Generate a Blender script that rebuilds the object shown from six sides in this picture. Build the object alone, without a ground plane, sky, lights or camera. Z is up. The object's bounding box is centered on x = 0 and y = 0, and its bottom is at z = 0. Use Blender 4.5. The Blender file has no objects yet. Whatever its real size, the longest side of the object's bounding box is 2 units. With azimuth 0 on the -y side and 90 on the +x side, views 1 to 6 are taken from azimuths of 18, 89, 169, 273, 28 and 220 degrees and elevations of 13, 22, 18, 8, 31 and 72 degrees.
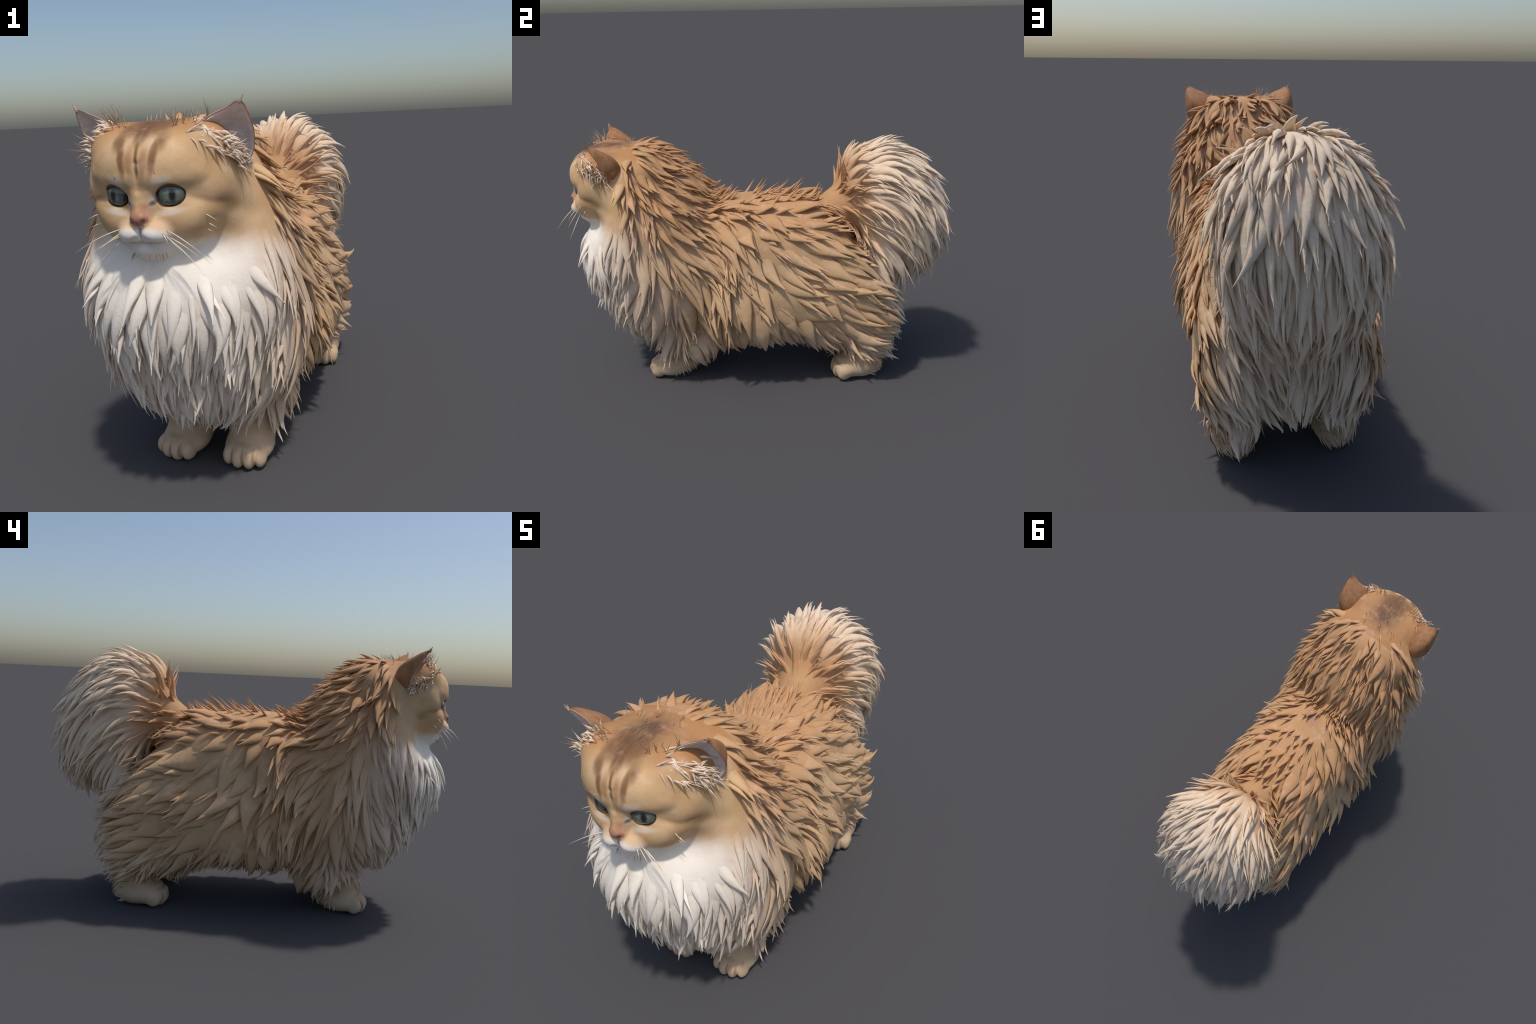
"""Long-haired golden cat, standing, built from an implicit body, traced fur tufts and node materials."""
import bpy, bmesh, math
import numpy as np

RNG = np.random.default_rng(7)
A = lambda *v: np.array(v, float)

# ---------------------------------------------------------------- implicit body
def ell(P, c, r):
    q = P - A(*c)
    r = A(*r)
    k0 = np.sqrt(((q / r) ** 2).sum(-1)) + 1e-9
    k1 = np.sqrt(((q / (r * r)) ** 2).sum(-1)) + 1e-9
    return k0 * (k0 - 1) / k1

def ellrot(P, c, r, axis, ang, n=2):
    q = P - A(*c)
    s, co = math.sin(ang), math.cos(ang)
    i, j = {'x': (1, 2), 'y': (2, 0), 'z': (0, 1)}[axis]
    w = q.copy()
    w[..., i] = co * q[..., i] + s * q[..., j]
    w[..., j] = -s * q[..., i] + co * q[..., j]
    return ell(w, (0, 0, 0), r) if n == 2 else supell(w, (0, 0, 0), r, n)

def supell(P, c, r, n):
    q = np.abs(P - A(*c)) / A(*r)
    k = ((q ** n).sum(-1)) ** (1 / n)
    return (k - 1) * min(r)

def capsule(P, a, b, ra, rb):
    a, b = A(*a), A(*b)
    ab = b - a
    t = np.clip(((P - a) @ ab) / (ab @ ab), 0, 1)
    return np.linalg.norm(P - (a + t[..., None] * ab), axis=-1) - (ra + (rb - ra) * t)

def smin(a, b, k):
    h = np.clip(0.5 + 0.5 * (b - a) / k, 0, 1)
    return b + (a - b) * h - k * h * (1 - h)

def smax(a, b, k):
    return -smin(-a, -b, k)

def mirror(P):
    Q = P.copy()
    Q[..., 0] = np.abs(Q[..., 0])
    return Q

def sst(x, a, b):
    t = np.clip((x - a) / (b - a), 0, 1)
    return t * t * (3 - 2 * t)

def sd_torso(P):
    d = supell(P, (0, 0.0, 0.59), (0.308, 0.62, 0.372), 2.35)                 # barrel
    d = smin(d, supell(P, (0, -0.02, 0.435), (0.350, 0.42, 0.240), 2.5), 0.06)   # lower flanks
    d = smin(d, supell(P, (0, 0.40, 0.45), (0.325, 0.285, 0.34), 2.3), 0.08)  # haunches
    d = smax(d, 0.81 * P[..., 1] + 0.585 * P[..., 2] - 0.80, 0.09)            # falls away under the tail
    d = smin(d, supell(P, (0, -0.50, 0.59), (0.358, 0.352, 0.388), 2.2), 0.05)   # chest
    d = smin(d, ell(P, (0, -0.770, 0.685), (0.255, 0.178, 0.205)), 0.10)      # bib
    d = smin(d, ell(mirror(P), (0.235, -0.68, 0.75), (0.105, 0.13, 0.16)), 0.08)   # ruff below the cheeks
    return d

def sd_neck(P):
    d = ell(P, (0, -0.545, 0.915), (0.280, 0.262, 0.257))
    return smin(d, ell(P, (0, -0.52, 0.83), (0.338, 0.250, 0.28)), 0.05)

EYE_C, EYE_R, EYE_YAW = (0.083, -0.929, 1.033), (0.039, 0.016, 0.0315), 0.32

def sd_eye(Q, grow=0.0):
    return ellrot(Q, EYE_C, [r + grow for r in EYE_R], 'z', EYE_YAW, 2.3)

def seg_dist(P, pts):
    d = None
    for a, b in zip(pts[:-1], pts[1:]):
        s = capsule(P, a, b, 0, 0)
        d = s if d is None else np.minimum(d, s)
    return d

def sd_head(P):
    Q = mirror(P)
    d = supell(P, (0, -0.765, 1.098), (0.227, 0.207, 0.146), 2.1)                      # forehead dome
    d = smin(d, ell(P, (0, -0.61, 1.108), (0.252, 0.155, 0.135)), 0.05)          # occiput
    d = smin(d, ell(Q, (0.135, -0.80, 1.170), (0.075, 0.085, 0.060)), 0.04)   # brow corners before the ears
    low = ell(P, (0, -0.745, 0.965), (0.195, 0.195, 0.14))                    # lower face
    low = smin(low, ell(Q, (0.075, -0.86, 0.955), (0.085, 0.085, 0.075)), 0.04)
    low = smin(low, ell(Q, (0.185, -0.645, 0.872), (0.136, 0.14, 0.20)), 0.09)
    low = smin(low, ell(Q, (0.120, -0.865, 0.990), (0.050, 0.045, 0.045)), 0.07)   # cheekbone  # cheek ruffs
    d = smin(d, low, 0.030 + 0.085 * sst(Q[..., 0], 0.13, 0.23))
    d = smin(d, capsule(P, (0, -0.925, 1.05), (0, -0.957, 0.975), 0.034, 0.026), 0.03)   # bridge
    d = smin(d, ell(Q, (0.034, -0.937, 0.926), (0.047, 0.050, 0.036)), 0.018)  # muzzle pads
    d = smin(d, ell(P, (0, -0.967, 0.970), (0.027, 0.024, 0.020)), 0.018)      # nose
    d = smin(d, ell(P, (0, -0.897, 0.874), (0.062, 0.056, 0.032)), 0.022)      # chin
    d = d + 0.004 * np.exp(-(seg_dist(Q, [(0.12, -0.95, 1.035), (0.214, -0.84, 0.995), (0.27, -0.76, 0.955)]) / 0.028) ** 2)
    d = d + 0.008 * np.exp(-(seg_dist(Q, [(0, -0.99, 0.948), (0, -0.982, 0.918), (0.035, -0.975, 0.897), (0.072, -0.94, 0.902)]) / 0.008) ** 2)
    d = d + 0.009 * np.exp(-(seg_dist(Q, [(0.012, -1.0, 0.962), (0.020, -0.985, 0.964)]) / 0.006) ** 2)
    d = d + 0.005 * np.exp(-(seg_dist(Q, [(0, -0.965, 1.05), (0, -0.96, 1.12)]) / 0.012) ** 2)   # brow furrow
    d = d + 0.006 * np.exp(-(seg_dist(Q, [(0, -0.82, 1.26), (0, -0.68, 1.24)]) / 0.09) ** 2)     # crown hollow
    d = smax(d, -ellrot(Q, (0.083, -0.957, 1.030), (0.037, 0.045, 0.0305), 'z', EYE_YAW), 0.012)
    d = smax(d, -sd_eye(Q, 0.001), 0.005)
    d = smin(d, capsule(Q, (0.044, -0.946, 1.054), (0.124, -0.918, 1.079), 0.0085, 0.0105), 0.012)   # slanting upper lid
    d = smin(d, capsule(Q, (0.035, -0.948, 1.078), (0.150, -0.892, 1.090), 0.014, 0.016), 0.025)      # brow ridge
    return d

TAIL_BASE = A(0, 0.37, 0.90)

def sd_tail(P):
    d = ellrot(P, (0, 0.668, 0.890), (0.262, 0.230, 0.322), 'x', 0.36, 2.12)
    d = smin(d, ell(P, (0, 0.49, 1.03), (0.15, 0.09, 0.15)), 0.05)     # fan rising off the rump
    d = smin(d, ell(P, (0, 0.610, 0.63), (0.225, 0.115, 0.20)), 0.06)    # underside tapering to the haunches
    return smin(d, capsule(P, (0, 0.30, 0.84), (0, 0.5, 0.93), 0.09, 0.14), 0.06)

FEET = {  # name: x, y of the paw, yaw (toe spread direction), knee
    'fl': (0.135, -0.532, 0.02), 'fr': (-0.118, -0.528, -0.27),
    'bl': (0.205, 0.455, 0.18), 'br': (-0.197, 0.455, -0.14)}

def foot_local(P, key):
    x, y, a = FEET[key]
    q = P - A(x, y, 0)
    c, s = math.cos(a), math.sin(a)
    w = q.copy()
    w[..., 0] = c * q[..., 0] + s * q[..., 1]
    w[..., 1] = -s * q[..., 0] + c * q[..., 1]
    return w

def sd_leg(P, key):
    x, y, a = FEET[key]
    w = foot_local(P, key)
    back = key[0] == 'b'
    if back:
        d = capsule(P, (x * 0.95, y + 0.07, 0.34), (x, y + 0.06, 0.09), 0.115, 0.082)
        d = smin(d, ell(w, (0, 0.03, 0.055), (0.082, 0.12, 0.06)), 0.03)
        d = smin(d, ell(w, (0, -0.05, 0.055), (0.086, 0.06, 0.052)), 0.03)
    else:
        d = capsule(P, (x, y + 0.05, 0.34), (x, y + 0.035, 0.08), 0.10, 0.080)
        d = smin(d, ell(w, (0, 0.0, 0.05), (0.090, 0.10, 0.055)), 0.03)
        d = smin(d, ell(w, (0, 0.08, 0.10), (0.075, 0.08, 0.08)), 0.03)
        d = smin(d, ell(P, (x * 1.25, y + 0.15, 0.225), (0.105, 0.12, 0.11)), 0.05)   # elbow
    toes = None
    for tx, ty, tr in ((-0.058, -0.060, 0.90), (-0.020, -0.075, 0.98), (0.020, -0.075, 0.98), (0.058, -0.060, 0.90)):
        t = ell(w, (tx, ty, 0.040), (0.0255 * tr, 0.036, 0.040 * tr))
        toes = t if toes is None else smin(toes, t, 0.004)
    d = smin(d, toes, 0.008)
    crease = [(-0.07, -0.075, 0.088), (-0.02, -0.092, 0.092), (0.02, -0.092, 0.092), (0.07, -0.075, 0.088)]
    d = d + 0.006 * np.exp(-(seg_dist(w, crease) / 0.012) ** 2)
    return smax(d, -P[..., 2] + 0.0005, 0.004)

def near(P, lo, hi, fn):
    """evaluate fn only inside a box (padded by more than any blend radius)"""
    far = np.maximum(np.maximum(A(*lo) - P, P - A(*hi)), 0)
    out = 0.13 + np.sqrt((far * far).sum(-1))
    m = out < 0.130001
    if m.any():
        out[m] = fn(P[m])
    return out

def parts(P):
    d = {'torso': sd_torso(P),
         'neck': near(P, (-0.6, -1.1, 0.4), (0.6, -0.05, 1.4), sd_neck),
         'head': near(P, (-0.5, -1.2, 0.6), (0.5, -0.25, 1.5), sd_head),
         'tail': near(P, (-0.5, 0.1, 0.25), (0.5, 1.2, 1.5), sd_tail)}
    for k, (x, y, a) in FEET.items():
        d[k] = near(P, (x - 0.25, y - 0.28, -0.2), (x + 0.25, y + 0.33, 0.58), lambda q, k=k: sd_leg(q, k))
    return d

def sdf(P, d=None):
    d = d or parts(P)
    b = smin(d['torso'], d['neck'], 0.045)
    legs = np.minimum(np.minimum(d['fl'], d['fr']), np.minimum(d['bl'], d['br']))
    b = smin(b, legs, 0.05)
    b = smin(b, d['tail'], 0.03)
    return smin(b, d['head'], 0.045)

def grad(P, e=0.002):
    g = np.zeros_like(P)
    for s in ((1, -1, -1), (-1, -1, 1), (-1, 1, -1), (1, 1, 1)):
        s = A(*s)
        g += s * sdf(P + e * s)[..., None]
    return g / (4 * e)

def project(P, level=0.0, n=4):
    for _ in range(n):
        g = grad(P)
        m = (g * g).sum(-1)
        P = P - np.clip((sdf(P) - level) / np.maximum(m, 0.2), -0.02, 0.02)[..., None] * g
    return P

def unit(v):
    return v / np.maximum(np.linalg.norm(v, axis=-1, keepdims=True), 1e-9)

# ---------------------------------------------------------------- surface nets
def surface_net(h=0.0125):
    ax = [np.arange(lo, hi, h) for lo, hi in ((-0.5, 0.5), (-1.06, 1.02), (-0.02, 1.34))]
    X = np.stack(np.meshgrid(*ax, indexing='ij'), -1)
    F = np.stack([sdf(X[i]) for i in range(X.shape[0])])
    n = np.array(F.shape) - 1
    corner = [(i, j, k) for i in (0, 1) for j in (0, 1) for k in (0, 1)]
    sub = {c: F[c[0]:c[0] + n[0], c[1]:c[1] + n[1], c[2]:c[2] + n[2]] for c in corner}
    neg = sum((sub[c] < 0).astype(int) for c in corner)
    cell = (neg > 0) & (neg < 8)
    idx = -np.ones(n, int)
    idx[cell] = np.arange(cell.sum())
    acc, cnt = np.zeros((cell.sum(), 3)), np.zeros(cell.sum())
    for a in corner:
        for axis in range(3):
            if a[axis]:
                continue
            b = list(a); b[axis] = 1; b = tuple(b)
            fa, fb = sub[a][cell], sub[b][cell]
            hit = (fa < 0) != (fb < 0)
            t = np.where(hit, fa / np.where(hit, fa - fb, 1), 0)
            p = np.tile(A(*a), (len(t), 1)); p[:, axis] += t
            acc += p * hit[:, None]; cnt += hit
    V = (np.argwhere(cell) + acc / cnt[:, None]) * h + A(ax[0][0], ax[1][0], ax[2][0])
    quads = []
    for axis in range(3):
        u, v = (axis + 1) % 3, (axis + 2) % 3
        lo = [slice(None)] * 3; hi = [slice(None)] * 3
        lo[axis], hi[axis] = slice(0, -1), slice(1, None)
        fa, fb = F[tuple(lo)] < 0, F[tuple(hi)] < 0
        e = np.argwhere(fa != fb)
        ok = (e[:, u] > 0) & (e[:, v] > 0) & (e[:, u] < n[u]) & (e[:, v] < n[v])
        e = e[ok]
        flip = fa[tuple(e.T)]
        c = []
        for du, dv in ((-1, -1), (0, -1), (0, 0), (-1, 0)):
            w = e.copy(); w[:, u] += du; w[:, v] += dv
            c.append(idx[tuple(w.T)])
        q = np.stack(c, 1)
        q[~flip] = q[~flip][:, ::-1]
        quads.append(q)
    return V, np.concatenate(quads)

def new_mesh(name, V, faces):
    m = bpy.data.meshes.new(name)
    m.from_pydata([tuple(v) for v in V], [], [tuple(int(i) for i in f) for f in faces])
    m.validate()
    return m

def grid_mesh(name, V, Q):
    """fast mesh from an (n,3) array and an (m,4) quad array"""
    m = bpy.data.meshes.new(name)
    m.vertices.add(len(V)); m.vertices.foreach_set('co', np.ascontiguousarray(V, np.float32).ravel())
    m.loops.add(Q.size); m.loops.foreach_set('vertex_index', np.ascontiguousarray(Q, np.int32).ravel())
    m.polygons.add(len(Q))
    m.polygons.foreach_set('loop_start', np.arange(0, Q.size, 4, dtype=np.int32))
    m.polygons.foreach_set('use_smooth', np.ones(len(Q), bool))
    m.update(calc_edges=True)
    return m

def add_object(name, mesh, parent, mat=None):
    o = bpy.data.objects.new(name, mesh)
    bpy.context.scene.collection.objects.link(o)
    o.parent = parent
    if mat is not None and mesh is not None and not mesh.materials:
        mesh.materials.append(mat)
    return o

# ---------------------------------------------------------------- node materials
class Nodes:
    def __init__(self, name, rough=0.75, spec=0.25):
        self.mat = bpy.data.materials.new(name)
        self.mat.use_nodes = True
        self.t = self.mat.node_tree
        self.bsdf = self.t.nodes['Principled BSDF']
        self.bsdf.inputs['Roughness'].default_value = rough
        self.bsdf.inputs['Specular IOR Level'].default_value = spec
        self.co = self.t.nodes.new('ShaderNodeTexCoord').outputs['Object']
        s = self.t.nodes.new('ShaderNodeSeparateXYZ')
        self.t.links.new(self.co, s.inputs[0])
        self.x, self.y, self.z = s.outputs
        self.ax = self.m('ABSOLUTE', self.x)
        c = self.t.nodes.new('ShaderNodeCombineXYZ')
        for i, k in enumerate((self.ax, self.y, self.z)):
            self.t.links.new(k, c.inputs[i])
        self.sym = c.outputs[0]

    def put(self, v, sock):
        if hasattr(v, 'is_linked'):
            self.t.links.new(v, sock)
        else:
            sock.default_value = v

    def m(self, op, a, b=0.0, clamp=False):
        n = self.t.nodes.new('ShaderNodeMath'); n.operation = op; n.use_clamp = clamp
        self.put(a, n.inputs[0]); self.put(b, n.inputs[1])
        return n.outputs[0]

    def vm(self, op, a, b=(0, 0, 0)):
        n = self.t.nodes.new('ShaderNodeVectorMath'); n.operation = op
        self.put(a, n.inputs[0]); self.put(b, n.inputs[1])
        return n.outputs['Value'] if op in ('LENGTH', 'DOT_PRODUCT', 'DISTANCE') else n.outputs[0]

    def ramp(self, v, lo, hi, a=0.0, b=1.0):
        n = self.t.nodes.new('ShaderNodeMapRange'); n.interpolation_type = 'SMOOTHSTEP'
        self.put(v, n.inputs['Value'])
        n.inputs['From Min'].default_value, n.inputs['From Max'].default_value = lo, hi
        n.inputs['To Min'].default_value, n.inputs['To Max'].default_value = a, b
        return n.outputs[0]

    def blob(self, c, r, inner=0.6, outer=1.2, vec=None, rot=(0, 0, 0)):
        """1 inside an ellipsoid, fading to 0 outside; on mirrored coordinates unless told otherwise"""
        v = self.vm('SUBTRACT', vec or self.sym, c)
        if any(rot):
            n = self.t.nodes.new('ShaderNodeVectorRotate'); n.rotation_type = 'EULER_XYZ'; n.invert = True
            self.put(v, n.inputs['Vector']); n.inputs['Rotation'].default_value = rot
            v = n.outputs[0]
        return self.ramp(self.vm('LENGTH', self.vm('DIVIDE', v, r)), inner, outer, 1, 0)

    def noise(self, scale, detail=3, rough=0.5, vec=None, stretch=None, dist=0.0):
        v = vec or self.co
        if stretch:
            v = self.vm('MULTIPLY', v, stretch)
        n = self.t.nodes.new('ShaderNodeTexNoise')
        self.t.links.new(v, n.inputs['Vector'])
        n.inputs['Scale'].default_value, n.inputs['Detail'].default_value = scale, detail
        n.inputs['Roughness'].default_value, n.inputs['Distortion'].default_value = rough, dist
        return n.outputs['Fac']

    def mix(self, f, a, b, mode='MIX'):
        n = self.t.nodes.new('ShaderNodeMix'); n.data_type = 'RGBA'; n.blend_type = mode
        self.put(f, n.inputs['Factor'])
        for v, s in ((a, n.inputs[6]), (b, n.inputs[7])):
            self.put(v if hasattr(v, 'is_linked') else (*v, 1.0), s)
        return n.outputs[2]

    def bump(self, h, strength, dist):
        n = self.t.nodes.new('ShaderNodeBump')
        n.inputs['Strength'].default_value, n.inputs['Distance'].default_value = strength, dist
        self.t.links.new(h, n.inputs['Height'])
        self.t.links.new(n.outputs[0], self.bsdf.inputs['Normal'])

    def color(self, c):
        self.put(c if hasattr(c, 'is_linked') else (*c, 1.0), self.bsdf.inputs['Base Color'])
        return self.mat

GINGER, TAN, CREAM, WHITE = (0.57, 0.315, 0.15), (0.65, 0.42, 0.232), (0.73, 0.56, 0.41), (0.93, 0.84, 0.73)
RUST, DARK = (0.36, 0.155, 0.06), (0.13, 0.068, 0.045)

def coat_color(g):
    """golden shaded coat: ginger back, tan flanks, cream hem and tail, white bib"""
    n1 = g.noise(7, 3)
    wob = g.m('MULTIPLY', g.m('SUBTRACT', n1, 0.5), 0.16)
    z = g.m('ADD', g.z, wob)
    y = g.m('ADD', g.y, wob)
    c = g.mix(g.ramp(z, 0.95, 0.62), GINGER, TAN)
    c = g.mix(g.m('MULTIPLY', g.ramp(z, 0.42, 0.16), 0.55), c, CREAM)
    c = g.mix(g.ramp(g.noise(5, 4, 0.6), 0.46, 0.70, 0, 0.55), c, (0.46, 0.26, 0.12))
    # cream from the cheeks and the chest forward
    fr = g.m('MULTIPLY', g.ramp(g.m('ADD', y, g.m('MULTIPLY', g.z, 0.25)), -0.20, -0.58), g.ramp(z, 1.04, 0.80))
    c = g.mix(fr, c, CREAM)
    base = g.mix(g.ramp(g.noise(11, 2), 0.35, 0.65), (0.63, 0.385, 0.188), (0.70, 0.465, 0.255))
    c = g.mix(g.m('MULTIPLY', g.ramp(g.y, -0.60, -0.72), g.ramp(g.z, 0.80, 0.98)), c, base)
    # white bib
    bib = g.m('MULTIPLY', g.ramp(g.m('ADD', g.m('MULTIPLY', g.ax, 0.75), y), -0.34, -0.74), g.ramp(g.m('ADD', z, g.m('MULTIPLY', g.ax, 0.25)), 0.97, 0.88))
    c = g.mix(bib, c, g.mix(g.ramp(z, 0.74, 0.40), WHITE, (0.86, 0.74, 0.61)))
    c = g.mix(g.m('MULTIPLY', g.blob((0.0, -0.165, 0.985), (0.05, 0.065, 0.06), 0.4, 1.2), 0.6), c, (0.40, 0.22, 0.14))
    # the plume pales away from its root
    d = g.vm('DISTANCE', g.co, tuple(TAIL_BASE))
    pl = g.m('MULTIPLY', g.ramp(g.m('ADD', d, wob), 0.12, 0.52), g.ramp(g.m('ADD', g.y, g.m('MULTIPLY', g.z, 0.9)), 1.05, 1.28))
    c = g.mix(pl, c, (0.91, 0.71, 0.50))
    c = g.mix(g.m('MULTIPLY', g.m('MULTIPLY', g.ramp(y, 0.42, 0.66), g.ramp(g.ax, 0.33, 0.20)), 0.75), c, (0.78, 0.64, 0.50))
    g.pale = bib
    return c

def mottle(g, c, amount=1.0):
    """soft pink, olive and pale patches and fine grain, as in the clay-like original"""
    c = g.mix(g.ramp(g.noise(17, 2), 0.55, 0.75, 0, 0.45 * amount), c, (0.74, 0.42, 0.30))
    c = g.mix(g.ramp(g.noise(15, 2, vec=g.vm('ADD', g.co, (3.1, 1.7, 5.3))), 0.55, 0.76, 0, 0.42 * amount), c, (0.48, 0.37, 0.18))
    c = g.mix(g.ramp(g.noise(21, 2, vec=g.vm('ADD', g.co, (9.1, 4.7, 1.3))), 0.55, 0.80, 0, 0.24 * amount), c, (0.86, 0.71, 0.58))
    f = g.noise(150, 2, 0.6)
    return g.mix(g.ramp(f, 0.35, 0.75, 0, 0.16 * amount), c, g.mix(1.0, c, (0.80, 0.74, 0.68), 'MULTIPLY'))

def make_coat():
    g = Nodes('golden_coat', 0.72)
    c = coat_color(g)
    c = g.mix(g.m('MULTIPLY', g.pale, 0.6), mottle(g, c), c)
    g.bump(g.noise(90, 3, 0.6), 0.25, 0.004)
    return g.color(c)

def make_face():
    g = Nodes('face_fur', 0.7)
    c = coat_color(g)
    n = g.noise(30, 3)
    # rusty crown
    crown = g.m('MULTIPLY', g.ramp(g.z, 1.15, 1.215), g.ramp(g.y, -0.93, -0.86))
    c = g.mix(g.m('MULTIPLY', crown, 0.85), c, (0.45, 0.215, 0.085))
    # dark cap on the crown, streaked
    streak = g.noise(26, 4, 0.65, stretch=(2.6, 0.7, 1))
    cap = g.blob((0.0, -0.80, 1.235), (0.098, 0.175, 0.085), 0.3, 1.15)
    c = g.mix(g.m('MULTIPLY', cap, g.ramp(streak, 0.25, 0.62, 0.45, 0.95)), c, DARK)
    # forehead lines
    def line(cn, r, rot, s, col=(0.16, 0.08, 0.036)):
        nonlocal c
        w = g.vm('ADD', g.sym, g.vm('MULTIPLY', g.vm('SUBTRACT', nvec, (0.5, 0.5, 0.5)), (0.02, 0.02, 0.02)))
        c = g.mix(g.m('MULTIPLY', g.blob(cn, r, 0.45, 1.35, w, rot), s), c, col)
    nt = g.t.nodes.new('ShaderNodeTexNoise'); nt.inputs['Scale'].default_value = 16
    g.t.links.new(g.co, nt.inputs['Vector']); nvec = nt.outputs['Color']
    line((0.0, -0.94, 1.125), (0.008, 0.08, 0.070), (0, 0, 0), 0.9)
    line((0.010, -0.88, 1.195), (0.014, 0.07, 0.05), (0, 0, 0), 0.85)
    line((0.048, -0.93, 1.13), (0.013, 0.08, 0.062), (0, 0.12, 0), 0.9, (0.22, 0.105, 0.042))
    line((0.066, -0.89, 1.172), (0.024, 0.07, 0.038), (0, 0.25, 0), 0.9, (0.20, 0.095, 0.040))
    line((0.024, -0.94, 1.12), (0.012, 0.08, 0.058), (0, 0.05, 0), 0.75, (0.42, 0.215, 0.10))
    line((0.030, -0.90, 1.165), (0.015, 0.06, 0.026), (0, 0, 0), 0.6, (0.72, 0.53, 0.38))
    line((0.040, -0.86, 1.205), (0.040, 0.07, 0.030), (0, 0, 0), 0.7, (0.21, 0.10, 0.045))
    line((0.030, -0.95, 1.07), (0.030, 0.06, 0.022), (0, 0, 0), 0.5, (0.42, 0.28, 0.16))
    # pale marks over and below the eyes, ginger sides of the nose
    c = g.mix(g.m('MULTIPLY', g.blob((0.066, -0.955, 1.075), (0.04, 0.06, 0.017), 0.2, 1.2, rot=(0, -0.35, 0)), 0.75), c, (0.70, 0.60, 0.50))
    c = g.mix(g.m('MULTIPLY', g.blob((0.080, -0.935, 0.985), (0.055, 0.06, 0.013), 0.2, 1.3, rot=(0, -0.15, 0)), 0.8), c, (0.80, 0.68, 0.54))
    c = g.mix(g.m('MULTIPLY', g.blob((0.036, -0.955, 1.015), (0.012, 0.05, 0.03), 0.3, 1.3, rot=(0, 0.3, 0)), 0.8), c, (0.72, 0.60, 0.50))
    c = g.mix(g.m('MULTIPLY', g.blob((0.016, -0.975, 0.988), (0.024, 0.05, 0.030), 0.3, 1.25), 0.85), c, (0.42, 0.19, 0.11))
    c = g.mix(g.m('MULTIPLY', g.blob((0.058, -0.96, 0.955), (0.024, 0.05, 0.014), 0.3, 1.3), 0.5), c, (0.66, 0.46, 0.32))
    # brown streak from the eye to the cheek
    c = g.mix(g.m('MULTIPLY', g.blob((0.170, -0.87, 1.020), (0.070, 0.08, 0.012), 0.2, 1.3, rot=(0, 0.30, 0)), 0.65), c, (0.26, 0.145, 0.065))
    c = g.mix(g.m('MULTIPLY', g.blob((0.220, -0.815, 0.985), (0.030, 0.05, 0.024), 0.2, 1.3), 0.5), c, (0.32, 0.19, 0.09))
    # white muzzle, chin and throat
    c = g.mix(g.blob((0.0, -0.95, 0.900), (0.105, 0.12, 0.050), 0.72, 1.1), c, (0.90, 0.83, 0.77))
    c = g.mix(g.m('MULTIPLY', g.ramp(g.m('ADD', g.z, g.m('MULTIPLY', g.m('SUBTRACT', n, 0.5), 0.05)), 0.915, 0.855), g.ramp(g.y, -0.80, -0.88)), c, WHITE)
    # mouth line, nostrils
    c = g.mix(g.m('MULTIPLY', g.blob((0.0, -0.985, 0.935), (0.004, 0.05, 0.020), 0.4, 1.5), 0.7), c, (0.36, 0.18, 0.14))
    c = g.mix(g.m('MULTIPLY', g.blob((0.036, -0.975, 0.900), (0.038, 0.05, 0.005), 0.3, 1.6, rot=(0, 0.05, 0)), 0.55), c, (0.42, 0.27, 0.21))
    # whisker pad dots
    dots = g.noise(130, 1)
    c = g.mix(g.m('MULTIPLY', g.blob((0.068, -0.95, 0.928), (0.026, 0.05, 0.016), 0.5, 1.1), g.ramp(dots, 0.58, 0.70, 0, 0.7)), c, (0.36, 0.24, 0.15))
    # dark lids
    ev = g.vm('SUBTRACT', g.sym, EYE_C)
    r = g.t.nodes.new('ShaderNodeVectorRotate'); r.rotation_type = 'Z_AXIS'; r.invert = True
    g.put(ev, r.inputs['Vector']); r.inputs['Angle'].default_value = EYE_YAW
    l = g.vm('LENGTH', g.vm('DIVIDE', r.outputs[0], (EYE_R[0] + 0.001, 0.09, EYE_R[2] + 0.001)))
    lid = g.m('SUBTRACT', g.z, g.m('ADD', g.m('MULTIPLY', g.ax, 0.29), 1.0405))      # height over the lid's lower edge
    c = g.mix(g.m('MULTIPLY', g.m('MULTIPLY', g.ramp(l, 1.10, 1.0), g.ramp(lid, 0.006, -0.001)), 0.85), c, (0.085, 0.055, 0.035))
    c = g.mix(g.m('MULTIPLY', g.blob((0.036, -0.945, 1.012), (0.012, 0.05, 0.008), 0.3, 1.3, rot=(0, -0.5, 0)), 0.8), c, (0.07, 0.045, 0.035))
    c = g.mix(g.m('MULTIPLY', g.pale, 0.75), mottle(g, c, 0.7), c)
    g.bump(g.noise(150, 4, 0.65, stretch=(1, 1, 0.5)), 0.35, 0.003)
    return g.color(c)

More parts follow.
